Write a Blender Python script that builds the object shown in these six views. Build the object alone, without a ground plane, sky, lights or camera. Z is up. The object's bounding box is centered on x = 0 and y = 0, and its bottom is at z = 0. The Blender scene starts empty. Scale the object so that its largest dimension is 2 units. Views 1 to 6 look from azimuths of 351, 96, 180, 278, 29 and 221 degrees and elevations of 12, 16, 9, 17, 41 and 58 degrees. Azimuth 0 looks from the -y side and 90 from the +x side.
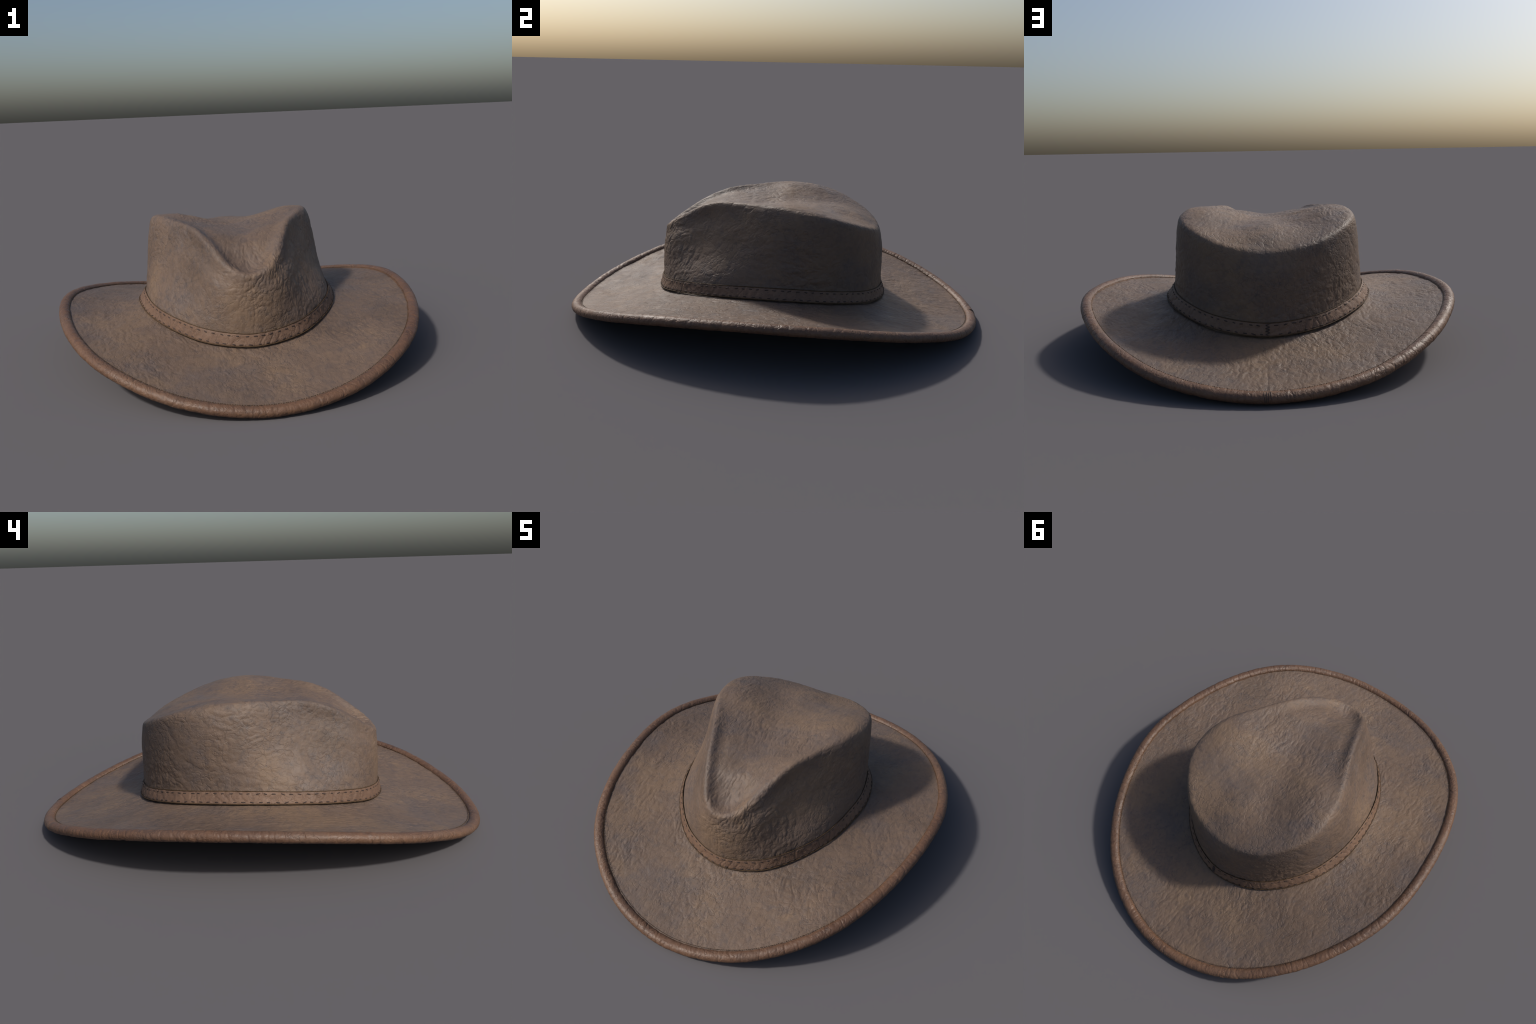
"""Weathered brown leather bush hat: pinched crown, stitched hat band, curved brim, piped edge."""
import bpy, math
import numpy as np

rng = np.random.default_rng(7)

# ------------------------------------------------------------------ noise
_perm = np.random.default_rng(11).permutation(256)
_perm = np.concatenate([_perm, _perm, _perm])
_g = np.random.default_rng(12).normal(size=(256, 3))
_g /= np.linalg.norm(_g, axis=1, keepdims=True)


def perlin(p):
    """Gradient noise in about -0.7..0.7 for an (n,3) array."""
    i = np.floor(p).astype(int)
    f = p - i
    i &= 255
    w = f * f * f * (f * (f * 6 - 15) + 10)
    out = np.zeros(len(p))
    for dx in (0, 1):
        for dy in (0, 1):
            for dz in (0, 1):
                h = _perm[_perm[_perm[(i[:, 0] + dx) & 255] + ((i[:, 1] + dy) & 255)] + ((i[:, 2] + dz) & 255)]
                g = _g[h]
                d = g[:, 0] * (f[:, 0] - dx) + g[:, 1] * (f[:, 1] - dy) + g[:, 2] * (f[:, 2] - dz)
                k = (w[:, 0] if dx else 1 - w[:, 0]) * (w[:, 1] if dy else 1 - w[:, 1]) * (w[:, 2] if dz else 1 - w[:, 2])
                out += d * k
    return out


def warp(p, freq, amount, seed):
    o = np.array([seed * 3.1, seed * 1.7, seed * 2.3])
    return p + amount * np.stack([perlin(p * freq + o), perlin(p * freq + o + 31.7), perlin(p * freq + o + 73.1)], 1)


def creases(p, freq, width, seed):
    """Thin valleys where the noise crosses zero: 0 on the flat, -1 in the crease."""
    n = perlin(p * freq + seed * 5.77)
    return -np.exp(-(n / width) ** 2)


def smoothstep(a, b, x):
    t = np.clip((x - a) / (b - a), 0, 1)
    return t * t * (3 - 2 * t)


# ------------------------------------------------------------------ curves
def periodic_spline(keys, n, samples=4000):
    """Closed Catmull-Rom curve through the keys, resampled to n points evenly along its length."""
    k = np.asarray(keys, float)
    m = len(k)
    u = np.linspace(0, m, samples, endpoint=False)
    i = u.astype(int)
    t = (u - i)[:, None]
    p0, p1, p2, p3 = k[(i - 1) % m], k[i % m], k[(i + 1) % m], k[(i + 2) % m]
    c = .5 * (2 * p1 + (p2 - p0) * t + (2 * p0 - 5 * p1 + 4 * p2 - p3) * t ** 2 + (3 * p1 - p0 - 3 * p2 + p3) * t ** 3)
    d = np.linalg.norm(np.diff(np.vstack([c, c[:1]]), axis=0), axis=1)
    s = np.concatenate([[0], np.cumsum(d)])
    c = np.vstack([c, c[:1]])
    q = np.linspace(0, s[-1], n, endpoint=False)
    return np.stack([np.interp(q, s, c[:, a]) for a in range(3)], 1)


def mirrored(half):
    """Half outline from the front (x = 0) round the +x side to the back (x = 0) -> closed outline."""
    h = np.asarray(half, float)
    back = h[1:-1][::-1] * np.array([-1, 1, 1])
    return np.vstack([h, back])


def ring(half, n, smooth=0):
    c = periodic_spline(mirrored(half), n)
    if half is RIM:                                            # the front of the brim is pulled slightly to -x
        c[:, 0] -= .0025 * (1 - np.clip((c[:, 1] + .4) / .5, 0, 1))
    for _ in range(smooth):
        c = .25 * np.roll(c, 1, 0) + .5 * c + .25 * np.roll(c, -1, 0)
    return c


# half outlines: front (-y) -> +x side -> back (+y)
BAND_LOWER = [(0, -.565, .120), (.186, -.516, .135), (.317, -.397, .162), (.410, -.240, .186), (.455, -.060, .198),
              (.458, .120, .197), (.385, .320, .174), (.220, .486, .136), (0, .553, .117)]
BAND_UPPER = [(0, -.553, .170), (.180, -.500, .187), (.305, -.385, .212), (.390, -.235, .232), (.426, -.060, .243),
              (.428, .110, .243), (.366, .303, .222), (.212, .472, .187), (0, .538, .168)]
SHOULDER = [(0, -.538, .415), (.056, -.527, .422), (.102, -.482, .446), (.137, -.412, .490), (.177, -.332, .537),
            (.221, -.230, .574), (.277, -.122, .587), (.345, .022, .595), (.380, .165, .580), (.365, .295, .555),
            (.280, .412, .512), (.163, .487, .476), (0, .507, .455)]
RIM = [(0, -.977, .0225), (.322, -.905, .056), (.588, -.693, .127), (.739, -.391, .180), (.808, 0, .203),
       (.776, .316, .187), (.607, .657, .124), (.343, .890, .054), (0, .979, .0225)]
PIPE_R = .0210

spine_y = [-.56, -.50, -.45, -.36, -.25, -.10, .05, .20, .32, .42, .49, .55]
spine_z = [.398, .398, .430, .508, .532, .541, .544, .541, .527, .501, .464, .42]


def spine_height(y):
    return np.interp(y, np.linspace(-.56, .55, 400), _spine_fine)


_q = np.linspace(-.56, .55, 400)
_spine_fine = np.interp(_q, spine_y, spine_z)
_k = np.hanning(31)
_k /= _k.sum()
_spine_fine = np.convolve(np.pad(_spine_fine, 15, mode='edge'), _k, 'valid')


# ------------------------------------------------------------------ mesh helpers
def grid_faces(rows, cols):
    """Quads of a grid of rows x cols that is closed along the columns."""
    r = np.arange(rows - 1)[:, None]
    c = np.arange(cols)[None]
    c2 = (c + 1) % cols
    a = r * cols + c
    b = r * cols + c2
    return np.stack([a, b, b + cols, a + cols], -1).reshape(-1, 4)


def mesh_object(name, verts, quads, material, parent, smooth=True):
    me = bpy.data.meshes.new(name)
    verts = np.asarray(verts, np.float32)
    quads = np.asarray(quads, np.int32)
    me.vertices.add(len(verts))
    me.vertices.foreach_set("co", verts.ravel())
    me.loops.add(quads.size)
    me.loops.foreach_set("vertex_index", quads.ravel())
    me.polygons.add(len(quads))
    me.polygons.foreach_set("loop_start", np.arange(0, quads.size, 4, dtype=np.int32))
    me.update(calc_edges=True)
    me.validate()
    if smooth:
        me.polygons.foreach_set("use_smooth", np.ones(len(me.polygons), bool))
    me.materials.append(material)
    ob = bpy.data.objects.new(name, me)
    bpy.context.scene.collection.objects.link(ob)
    ob.parent = parent
    return ob


def grid_normals(g):
    """Outward normals of a (rows, cols, 3) grid closed along its columns."""
    dc = np.roll(g, -1, 1) - np.roll(g, 1, 1)
    dr = np.gradient(g, axis=0)
    n = np.cross(dc, dr)
    l = np.linalg.norm(n, axis=-1, keepdims=True)
    return n / np.maximum(l, 1e-12)


def relax(g, times, weight=None):
    """Laplacian smoothing along both grid directions, ends held."""
    for _ in range(times):
        a = .25 * (np.roll(g, 1, 1) + np.roll(g, -1, 1)) + .5 * g
        b = a.copy()
        b[1:-1] = .25 * (a[:-2] + a[2:]) + .5 * a[1:-1]
        g = b if weight is None else g + (b - g) * weight[..., None]
    return g


# ------------------------------------------------------------------ materials
def nodes_of(name):
    m = bpy.data.materials.new(name)
    m.use_nodes = True
    nt = m.node_tree
    bsdf = nt.nodes["Principled BSDF"]
    return m, nt, bsdf


class Tree:
    def __init__(self, name):
        self.mat, self.nt, self.bsdf = nodes_of(name)
        self.co = self.nt.nodes.new("ShaderNodeTexCoord").outputs["Object"]

    def new(self, kind, **kw):
        n = self.nt.nodes.new(kind)
        for k, v in kw.items():
            setattr(n, k, v)
        return n

    def link(self, a, b):
        self.nt.links.new(a, b)

    def mapping(self, vec, scale=(1, 1, 1), loc=(0, 0, 0), rot=(0, 0, 0)):
        n = self.new("ShaderNodeMapping")
        n.inputs["Scale"].default_value = scale
        n.inputs["Location"].default_value = loc
        n.inputs["Rotation"].default_value = rot
        self.link(vec, n.inputs["Vector"])
        return n.outputs[0]

    def noise(self, vec, scale, detail=4, rough=.55, distortion=0., color=False):
        n = self.new("ShaderNodeTexNoise")
        n.inputs["Scale"].default_value = scale
        n.inputs["Detail"].default_value = detail
        n.inputs["Roughness"].default_value = rough
        n.inputs["Distortion"].default_value = distortion
        self.link(vec, n.inputs["Vector"])
        return n.outputs["Color" if color else "Fac"]

    def ramp(self, fac, stops, smooth=False):
        n = self.new("ShaderNodeValToRGB")
        if smooth:
            n.color_ramp.interpolation = 'EASE'
        e = n.color_ramp.elements
        e[0].position, e[1].position = stops[0][0], stops[-1][0]
        for s in stops[1:-1]:
            e.new(s[0])
        for el, s in zip(sorted(e, key=lambda q: q.position), stops):
            c = s[1]
            el.color = (c, c, c, 1) if isinstance(c, (int, float)) else (*c, 1)
        self.link(fac, n.inputs[0])
        return n.outputs[0]

    def math(self, op, a, b=0.):
        n = self.new("ShaderNodeMath", operation=op)
        for i, v in enumerate((a, b)):
            if isinstance(v, (int, float)):
                n.inputs[i].default_value = v
            else:
                self.link(v, n.inputs[i])
        return n.outputs[0]

    def mix(self, fac, a, b, mode='MIX'):
        n = self.new("ShaderNodeMix", data_type='RGBA', blend_type=mode)
        ins = [s for s in n.inputs if s.enabled]
        for s, v in zip(ins, (fac, a, b)):
            if isinstance(v, (int, float)):
                s.default_value = v
            elif isinstance(v, tuple):
                s.default_value = (*v, 1)
            else:
                self.link(v, s)
        return [o for o in n.outputs if o.enabled][0]

    def warped(self, scale, amount):
        n = self.noise(self.co, scale, 3, .5, color=True)
        s = self.new("ShaderNodeVectorMath", operation='SUBTRACT')
        self.link(n, s.inputs[0])
        s.inputs[1].default_value = (.5, .5, .5)
        m = self.new("ShaderNodeVectorMath", operation='SCALE')
        self.link(s.outputs[0], m.inputs[0])
        m.inputs["Scale"].default_value = amount
        a = self.new("ShaderNodeVectorMath", operation='ADD')
        self.link(self.co, a.inputs[0])
        self.link(m.outputs[0], a.inputs[1])
        return a.outputs[0]

    def crease(self, vec, scale, width, detail=1.5):
        """White lines along the zero crossings of a noise."""
        n = self.noise(vec, scale, detail, .5)
        d = self.math('ABSOLUTE', self.math('SUBTRACT', n, .5))
        return self.ramp(d, [(0., 1.), (width, 0.)], True)

    def bump(self, height, strength, distance, normal=None):
        n = self.new("ShaderNodeBump")
        n.inputs["Strength"].default_value = strength
        n.inputs["Distance"].default_value = distance
        self.link(height, n.inputs["Height"])
        if normal is not None:
            self.link(normal, n.inputs["Normal"])
        return n.outputs[0]


def leather(name, dark, mid, light, cold, rough=.62, spec=.35):
    t = Tree(name)
    w = t.warped(9, .05)
    big = t.noise(t.mapping(w, loc=(3.1, .4, 1.2)), 2.6, 5, .6)
    col = t.ramp(big, [(.34, dark), (.50, mid), (.64, light)], True)
    # cold, purplish-grey worn patches
    patch = t.noise(t.mapping(w, loc=(7.7, 2.2, 5.1)), 3.8, 6, .65)
    col = t.mix(t.ramp(patch, [(.46, 0.), (.72, .58)], True), col, cold)
    # fine mottling
    fine = t.noise(w, 55, 4, .65)
    col = t.mix(t.ramp(fine, [(.3, .0), (.75, .38)]), col, tuple(1.35 * c for c in light))
    grime = t.noise(w, 26, 5, .7)
    col = t.mix(t.ramp(grime, [(.52, 0.), (.72, .45)]), col, tuple(.75 * c for c in cold))
    # short dark scuffs, running mostly fore and aft
    st = t.mapping(w, scale=(1.15, .78, 1.0))
    scuff = t.noise(t.mapping(st, loc=(4, 9, 2)), 42, 6, .72)
    scuff = t.ramp(scuff, [(.54, 0.), (.68, 1.)], True)
    gate = t.ramp(t.noise(t.co, 5, 3, .6), [(.36, .2), (.64, 1.)], True)
    scuff = t.math('MULTIPLY', scuff, gate)
    col = t.mix(t.math('MULTIPLY', scuff, .55), col, tuple(.55 * c for c in cold))
    lines = t.math('MULTIPLY', t.crease(st, 30, .06, 3.), gate)
    col = t.mix(t.math('MULTIPLY', lines, .22), col, tuple(.6 * c for c in cold))
    t.link(col, t.bsdf.inputs["Base Color"])
    r = t.ramp(t.noise(w, 12, 4, .6), [(.3, rough - .08), (.7, rough + .10)])
    t.link(r, t.bsdf.inputs["Roughness"])
    t.bsdf.inputs["Specular IOR Level"].default_value = spec
    grain = t.noise(t.co, 190, 3, .6)
    fibre = t.noise(st, 58, 4, .6)
    height = t.math('ADD', t.math('MULTIPLY', grain, .25), t.math('MULTIPLY', fibre, .85))
    height = t.math('SUBTRACT', height, t.math('MULTIPLY', lines, .38))
    t.link(t.bump(height, .6, .004), t.bsdf.inputs["Normal"])
    return t.mat


def plain(name, color, rough=.7, var=.35, scale=60):
    t = Tree(name)
    n = t.noise(t.co, scale, 3, .6)
    col = t.ramp(n, [(.3, tuple(c * (1 - var) for c in color)), (.7, tuple(c * (1 + var) for c in color))])
    t.link(col, t.bsdf.inputs["Base Color"])
    t.bsdf.inputs["Roughness"].default_value = rough
    t.bsdf.inputs["Specular IOR Level"].default_value = .25
    t.link(t.bump(n, .3, .002), t.bsdf.inputs["Normal"])
    return t.mat


HIDE = leather("worn_brown_hide", (.082, .056, .042), (.113, .077, .057), (.146, .097, .064), (.076, .067, .071), rough=.59, spec=.36)
BINDING = leather("red_brown_binding_leather", (.078, .039, .023), (.108, .056, .032), (.138, .076, .044), (.068, .044, .035),
                  rough=.52, spec=.42)
STRAP = leather("tan_strap_leather", (.094, .054, .034), (.124, .072, .046), (.146, .088, .057), (.098, .062, .046))
THREAD = plain("dark_waxed_thread", (.052, .036, .030))
EDGE = plain("ochre_cut_edge", (.062, .037, .018))  # ochre darkened to draw the shadow line along the band's top edge
LINING = plain("dark_inner_lining", (.060, .046, .036))

# ------------------------------------------------------------------ root
hat = bpy.data.objects.new("leather_hat", None)
bpy.context.scene.collection.objects.link(hat)
hat["label"] = "weathered brown leather bush hat with pinched crown"
hat["category"] = "hat"

# ------------------------------------------------------------------ crown
N = 1400
lower, upper, shoulder = ring(BAND_LOWER, N, 200), ring(BAND_UPPER, N, 200), ring(SHOULDER, N, 200)
angle = np.arctan2(shoulder[:, 0], -shoulder[:, 1])          # 0 at the front, +-pi at the back
front_side = smoothstep(.05, .65, np.abs(angle)) * (1 - smoothstep(1.15, 2.05, np.abs(angle)))      # the two finger dents beside the pinch
n_wall, n_top = 150, 150

rows = []
h = np.linspace(0, 1, n_wall)
inset = (lower - upper)
start = lower * np.array([.985, .985, 1]) - np.array([0, 0, .012])
wall_base = upper * np.array([.998, .998, 1])
for s in np.linspace(0, 1, 14)[:-1]:
    rows.append(start + (wall_base - start) * s)
for s in h:
    plumb = smoothstep(1.7, 2.7, np.abs(angle)) + 1 - smoothstep(.1, .5, np.abs(angle))
    straight = (.64 * s + .36 * s ** 7) * (1 - plumb) + (.1 * s + .9 * s ** 5) * plumb   # plumb, then rounding over
    dent = np.interp(s, [0, .12, .3, .5, .72, .86, 1], [0, .13, .39, .62, .80, .90, 1.0])  # hollow below the crest
    f = straight * (1 - front_side) + dent * front_side
    p = wall_base + (shoulder - wall_base) * f[:, None]
    zf = s
    p[:, 2] = wall_base[:, 2] + (shoulder[:, 2] - wall_base[:, 2]) * zf
    rows.append(p)
centre = np.array([0, .06])
right_front = (shoulder[:, 0] >= 0) & (shoulder[:, 1] < .16)
_o = np.argsort(shoulder[right_front, 1])
front_y, front_x, front_z = (shoulder[right_front][_o, k] for k in (1, 0, 2))
for t in np.linspace(0, 1, n_top)[1:]:
    xy = shoulder[:, :2] + (centre - shoulder[:, :2]) * t
    blend = smoothstep(0, .92, t)
    ends = np.maximum(0 * angle, np.exp(-((np.pi - np.abs(angle)) / .5) ** 2))
    blend = blend + (smoothstep(-.01, .16, t) - blend) * ends     # fore and aft the top follows the centre line
    backness = smoothstep(-.30, .15, xy[:, 1])
    z = shoulder[:, 2] * (1 - blend) + spine_height(xy[:, 1]) * blend
    sideness = np.sin(np.clip(np.abs(angle), 0, np.pi)) ** 2
    z += (.022 + .010 * smoothstep(.08, .28, xy[:, 1])) * backness * (.1 + .9 * sideness) * np.sin(np.pi * t ** .75) ** 2
    # front half: a V-shaped trough rising straight from the centre line to the crest
    width, crest = np.interp(xy[:, 1], front_y, front_x), np.interp(xy[:, 1], front_y, front_z)
    lateral = np.clip((np.sqrt(xy[:, 0] ** 2 + .03 ** 2) - .03) / np.maximum(width - .03, .02), 0, 1)
    floor = spine_height(xy[:, 1])
    trough = floor + (crest - floor) * lateral ** 1.1
    trough += .014 * np.exp(-((t - .02) / .06) ** 2) * (1 - backness) * smoothstep(0, .03, t + .02)
    back_half = smoothstep(-.10, .14, xy[:, 1])
    z = trough * (1 - back_half) + z * back_half
    rows.append(np.column_stack([xy, z]))
crown_grid = np.stack(rows)
row_id = np.arange(crown_grid.shape[0])
crest_w = np.exp(-((row_id[:, None] - 13 - n_wall) / (16. + 28 * smoothstep(1.4, 2.4, np.abs(angle)))) ** 2)      # the crest is a soft roll
crown_grid = relax(relax(crown_grid, 130, crest_w), 20)
ci = crown_grid.shape[0]
# the crest is a rolled lip: proud along the top line, hollow on both sides of it, fading toward the back
roll_row = (row_id[:, None] - 12 - n_wall).astype(float)
roll_amount = 1 - .92 * smoothstep(.45, 1.25, np.abs(angle))
roll = .0080 * np.exp(-(roll_row / 10.5) ** 2) - .0055 * np.exp(-((roll_row - 27) / 13) ** 2) - .0065 * np.exp(-((roll_row + 29) / 15) ** 2) * (.2 + .8 * smoothstep(.08, .35, np.abs(angle)))
crown_grid = crown_grid + grid_normals(crown_grid) * (roll * roll_amount)[..., None]
nrm = grid_normals(crown_grid)
flat = crown_grid.reshape(-1, 3)


def ridged(p, freq, seed):
    """Sharp valleys between soft swellings, -1..0."""
    n = np.abs(perlin(p * freq + seed * 5.77)) / .55
    return np.clip(n, 0, 1) ** .75 - 1


def hide_relief(p, strength):
    """Crumpled leather: soft lumps, wrinkles running mostly fore and aft, and a pebbled skin, in metres."""
    w = warp(p, 5, .05, 1)
    lumps = perlin(w * 7) * .0022 + perlin(w * 15 + 9) * .0013
    gate = smoothstep(-.3, .35, perlin(p * 3.3 + 4))
    q = warp(w, 20, .016, 3) * np.array([1.3, .58, 1.05])
    wr = ridged(q, 17, 1) * .0027 + ridged(q + 3.3, 34, 2) * .0024 + ridged(warp(p, 30, .01, 7) * np.array([1.2, .7, 1]) + 1.7, 54, 3) * .0010
    long_folds = creases(warp(p, 6, .07, 4) * np.array([1, .7, 1]), 9, .06, 9) * .0009
    return (lumps + long_folds * (1 - .6 * gate) + wr * (.45 + .75 * gate)) * strength


def front_boost(p):
    return 1 + .35 * np.exp(-((p[:, 0] - .08) / .22) ** 2) * smoothstep(-.35, -.5, p[:, 1])


disp = hide_relief(flat, .85) * front_boost(flat)
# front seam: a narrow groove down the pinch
seam = np.exp(-((flat[:, 0] - .004 * np.sin(flat[:, 2] * 30)) / .004) ** 2) * (flat[:, 1] < -.45) * (flat[:, 2] < .41)
disp -= .0011 * seam
last = np.zeros(ci)
last[-8:] = np.linspace(0, 1, 8)
disp = disp.reshape(ci, N)
disp = disp * (1 - last[:, None]) + disp[-1].mean() * last[:, None]
crown_v = crown_grid + nrm * disp[..., None]
crown_v[-1] = crown_v[-1].mean(0)
crown = mesh_object("crown", crown_v.reshape(-1, 3), grid_faces(ci, N), HIDE, hat)

# inner lining, a thin shell inside the crown
inner = (crown_grid - nrm * .016)[::6, ::8]
inner[-1] = inner[-1].mean(0)
lining = mesh_object("crown_lining", inner.reshape(-1, 3), grid_faces(inner.shape[0], inner.shape[1])[:, ::-1], LINING, hat)

# ------------------------------------------------------------------ brim
NB = 1800
inner_ring = ring(BAND_LOWER, NB, 200) * np.array([.975, .975, 1]) - np.array([0, 0, .003])
rim = ring(RIM, NB, 300)
rim_dir = rim[:, :2] / np.linalg.norm(rim[:, :2], axis=1, keepdims=True)
rim_in = rim.copy()
rim_in[:, 2] += .007 + .004 * np.abs(rim_dir[:, 0])
rows = []
bang = np.arctan2(rim[:, 0], -rim[:, 1])
sag_amount = .009 + .005 * np.sin(bang) ** 2
for u in np.linspace(0, 1, 150):
    p = inner_ring + (rim_in - inner_ring) * u
    p[:, 2] -= sag_amount * np.sin(np.pi * u ** .75)
    rows.append(p)
brim_grid = np.stack(rows)
bn = grid_normals(brim_grid)
bn *= np.sign(bn[..., 2:3].mean())
bflat = brim_grid.reshape(-1, 3)
bd = hide_relief(bflat * np.array([1, 1, 1.4]) + 2.2, .85).reshape(brim_grid.shape[:2])
back_seam = np.exp(-(bflat[:, 0] / .004) ** 2) * smoothstep(.72, .86, bflat[:, 1])
bd -= .0012 * back_seam.reshape(bd.shape)
top = brim_grid + bn * bd[..., None]
brim = mesh_object("brim", top.reshape(-1, 3), grid_faces(150, NB), HIDE, hat)
under = (brim_grid - bn * .012)[::6, ::6]
brim_under = mesh_object("brim_underside", under.reshape(-1, 3), grid_faces(under.shape[0], under.shape[1])[:, ::-1], HIDE, hat)


# ------------------------------------------------------------------ piping round the brim
def frames(c):
    t = np.roll(c, -1, 0) - np.roll(c, 1, 0)
    t /= np.linalg.norm(t, axis=1, keepdims=True)
    out = np.cross(t, [0, 0, 1.])
    out /= np.linalg.norm(out, axis=1, keepdims=True)
    out *= np.sign((out[:, :2] * c[:, :2]).sum(1))[:, None]
    up = np.cross(out, t)
    up *= np.sign(up[:, 2:3])
    return t, out, up


NP, NS = 2400, 36
pc = ring(RIM, NP, 400)
_, pout, pup = frames(pc)
ph = np.linspace(0, 2 * np.pi, NS, endpoint=False)
arc = np.linspace(0, 1, NP, endpoint=False) * 5.75
tube = []
for a in ph:
    d = pout * math.cos(a) + pup * math.sin(a)
    q = np.column_stack([arc * 1.0, np.full(NP, math.cos(a) * .022), np.full(NP, math.sin(a) * .022)])
    # periodic along the ring: noise is read on the real positions, stretched across the piping
    pos = pc + d * PIPE_R
    base = pc + d * PIPE_R * .45
    wide = (pout * (math.cos(a) - 1) * .16) * PIPE_R          # the binding lies a little flat, wider inward
    cre = creases(warp(base, 14, .03, 8), 20, .05, 4) * .0014 + ridged(warp(base, 25, .02, 9), 34, 5) * .0011
    lump = perlin(base * 12 + 3) * .0012 + ridged(warp(pos, 50, .01, 2), 75, 6) * .0012
    tube.append(pc + wide + d * (PIPE_R + lump + cre + .0016)[:, None])
tube = np.stack(tube)                                           # NS x NP
faces = grid_faces(NS, NP)
wrap = np.stack([(NS - 1) * NP + np.arange(NP), (NS - 1) * NP + (np.arange(NP) + 1) % NP, (np.arange(NP) + 1) % NP, np.arange(NP)], -1)
tv = tube.reshape(-1, 3)
tv[:, 2] = np.where(tv[:, 2] < .001, .001 + .1 * (tv[:, 2] - .001), tv[:, 2])
piping = mesh_object("edge_piping", tv, np.vstack([faces, wrap])[:, ::-1], BINDING, hat)

# ------------------------------------------------------------------ hat band
ND, MB = 1400, 30
bl, bu = ring(BAND_LOWER, ND, 200), ring(BAND_UPPER, ND, 200)
axis = bu - bl
_, bout, _ = frames(bl)
face_n = np.cross(frames(bl)[0], axis)
face_n /= np.linalg.norm(face_n, axis=1, keepdims=True)
face_n *= np.sign((face_n[:, :2] * bl[:, :2]).sum(1))[:, None]
rows = []
for v in np.linspace(0, 1, MB):
    p = bl + axis * v
    bulge = .0026 * (1 - (2 * v - 1) ** 8)
    pn = p * np.array([1, 1, 1])
    r = creases(warp(pn, 12, .04, 6) * np.array([1, 1, .8]), 22, .10, 7) * .0016 + perlin(pn * 45) * .0014 + perlin(pn * 14 + 5) * .0016
    rows.append(p + face_n * (bulge + r - .001)[:, None])
band_grid = np.stack(rows)
hat_band = mesh_object("hat_band", band_grid.reshape(-1, 3), grid_faces(MB, ND), STRAP, hat)


def cord(name, path, radius, material, parent, sides=8):
    _, o, u = frames(path)
    vs = np.stack([path + (o * math.cos(a) + u * math.sin(a)) * radius for a in np.linspace(0, 2 * np.pi, sides, endpoint=False)])
    n = len(path)
    f = grid_faces(sides, n)
    wr = np.stack([(sides - 1) * n + np.arange(n), (sides - 1) * n + (np.arange(n) + 1) % n, (np.arange(n) + 1) % n, np.arange(n)], -1)
    return mesh_object(name, vs.reshape(-1, 3), np.vstack([f, wr])[:, ::-1], material, parent)


cord("band_edge", (bu + face_n * .0004)[::2], .0017, EDGE, hat_band)
cord("band_edge", (bl + face_n * .0008)[::2], .0021, EDGE, hat_band)


def capsule(name, length, width, depth, material):
    """A short thread lying along x."""
    segs, sides = 9, 8
    x = np.linspace(-.5, .5, segs)
    prof = np.sqrt(np.clip(1 - (2 * x) ** 4, 0, 1)) * .5 + 1e-4
    vs = np.stack([np.stack([np.full(sides, a * length), np.cos(np.linspace(0, 2 * np.pi, sides, endpoint=False)) * width * r,
                             np.sin(np.linspace(0, 2 * np.pi, sides, endpoint=False)) * depth * r], 1) for a, r in zip(x, prof)])
    me_ob = mesh_object(name, vs.reshape(-1, 3), grid_faces(segs, sides), material, None)
    me = me_ob.data
    bpy.data.objects.remove(me_ob)
    return me


from mathutils import Matrix, Vector
stitch_mesh = capsule("stitch", .0175, .0046, .0036, THREAD)
COUNT = 90
for v, off in ((.80, 0.), (.14, .4)):
    r = int(v * (MB - 1))
    loop = band_grid[r]
    for k in range(COUNT):
        i = int((k + off + rng.uniform(-.12, .12)) / COUNT * ND) % ND
        if abs(loop[i][0]) < .02 and loop[i][1] > 0:
            continue
        t = loop[(i + 4) % ND] - loop[i - 4]
        t /= np.linalg.norm(t)
        n = face_n[i]
        b = np.cross(n, t)
        tilt = rng.normal(0, .16)
        t2 = t * math.cos(tilt) + b * math.sin(tilt)
        b2 = np.cross(n, t2)
        s = rng.uniform(.75, 1.15)
        m = Matrix(((t2[0] * s, b2[0], n[0], loop[i][0] + n[0] * .0006), (t2[1] * s, b2[1], n[1], loop[i][1] + n[1] * .0006),
                    (t2[2] * s, b2[2], n[2], loop[i][2] + n[2] * .0006), (0, 0, 0, 1)))
        o = bpy.data.objects.new("stitch", stitch_mesh)
        bpy.context.scene.collection.objects.link(o)
        o.parent = hat_band
        o.matrix_world = m


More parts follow.
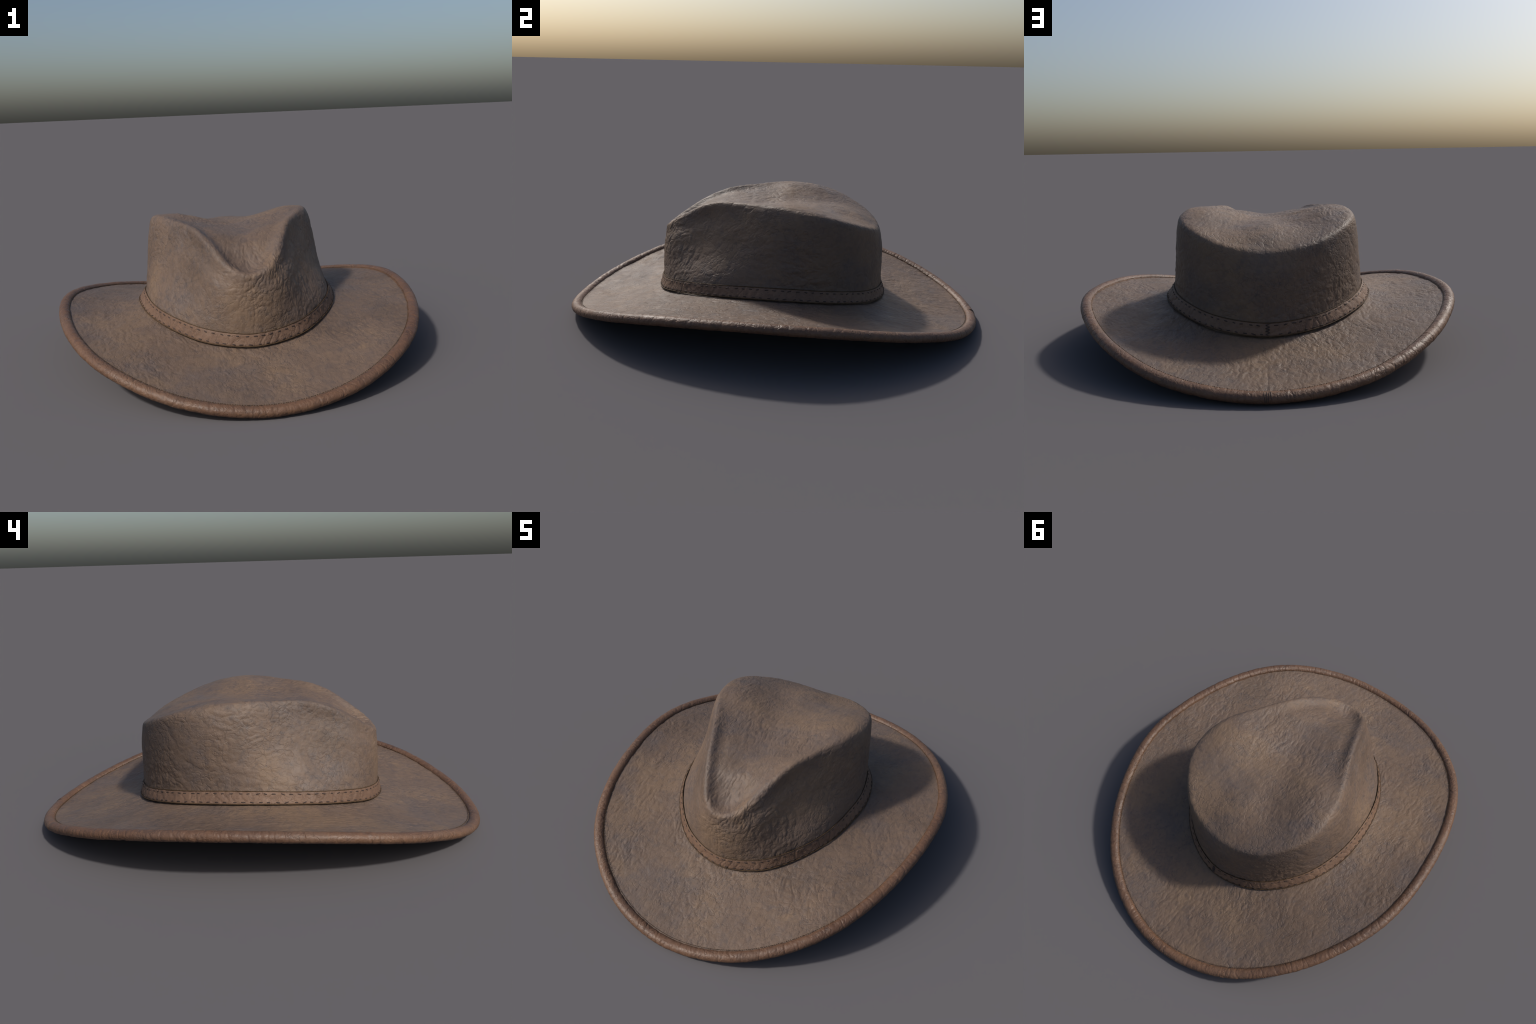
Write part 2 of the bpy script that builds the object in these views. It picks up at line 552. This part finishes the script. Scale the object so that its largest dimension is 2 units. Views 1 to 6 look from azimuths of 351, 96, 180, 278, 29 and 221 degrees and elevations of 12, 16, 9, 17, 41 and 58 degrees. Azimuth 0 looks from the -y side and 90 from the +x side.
def thread_object(name, points, radius, material, parent):
    """One open thread through a few points, capped and round."""
    p = np.asarray(points, float)
    t = np.gradient(p, axis=0)
    t /= np.linalg.norm(t, axis=1, keepdims=True)
    ref = np.array([1., 0, 0]) if abs(t[0][0]) < .8 else np.array([0, 0, 1.])
    a = np.cross(t, ref)
    a /= np.linalg.norm(a, axis=1, keepdims=True)
    b = np.cross(t, a)
    rr = radius * np.sqrt(np.clip(1 - np.linspace(-1, 1, len(p)) ** 6, .02, 1))
    vs = np.stack([p + (a * math.cos(q) + b * math.sin(q)) * rr[:, None] for q in np.linspace(0, 2 * np.pi, 8, endpoint=False)], 1)
    return mesh_object(name, vs.reshape(-1, 3), grid_faces(len(p), 8), material, parent)


# zig-zag lacing where the band ends meet at the back
ib = int(np.argmin(np.abs(band_grid[15, :, 0]) + (band_grid[15, :, 1] < 0) * 9))
zig = []
for k in range(9):
    r = int((.06 + .88 * k / 8) * (MB - 1))
    q = band_grid[r, ib] + face_n[ib] * .002
    q = q + np.array([(.008 if k % 2 else -.008), 0, 0])
    zig.append(q)
zz = np.array(zig)
u = np.linspace(0, 8, 65)
thread_object("lacing", np.stack([np.interp(u, np.arange(9), zz[:, a]) for a in range(3)], 1), .0020, THREAD, hat_band)

# threads whipped round the piping at the back join
ip = int(np.argmin(np.abs(pc[:, 0]) + (pc[:, 1] < 0) * 9))
for k in range(4):
    x = -.011 + .0073 * k
    lean = rng.uniform(-.009, .009)
    aa = np.linspace(rng.uniform(-.6, .2), rng.uniform(1.6, 2.6), 30)
    base = pc[ip] + np.array([x, 0, 0])
    pts = base + np.outer(np.cos(aa), pout[ip]) * (PIPE_R - .0004) + np.outer(np.sin(aa), pup[ip]) * (PIPE_R - .0004)
    pts[:, 0] += np.linspace(-1, 1, 30) * lean
    thread_object("whipping_thread", pts, .0016, THREAD, piping)

# running stitch in the groove between brim and piping: hundreds of tiny threads, one mesh
NT = 640
row_i = -11
groove = (brim_grid + bn * .002)[row_i]
vs, fs, base_i = [], [], 0
tiny = np.array([[v.co[0], v.co[1], v.co[2]] for v in stitch_mesh.vertices]) * np.array([.0062 / .019, .55, .8])
tq = grid_faces(9, 8)
for k in range(NT):
    i = int(k / NT * NB)
    t = groove[(i + 3) % NB] - groove[i - 3]
    t /= np.linalg.norm(t)
    n = bn[row_i, i]
    b = np.cross(n, t)
    s = rng.uniform(.8, 1.2)
    vs.append(groove[i] + tiny[:, :1] * t * s + tiny[:, 1:2] * b + tiny[:, 2:3] * n)
    fs.append(tq + base_i)
    base_i += len(tiny)
running = mesh_object("running_stitch", np.vstack(vs), np.vstack(fs), EDGE, brim)
running["kind"] = "stuff"
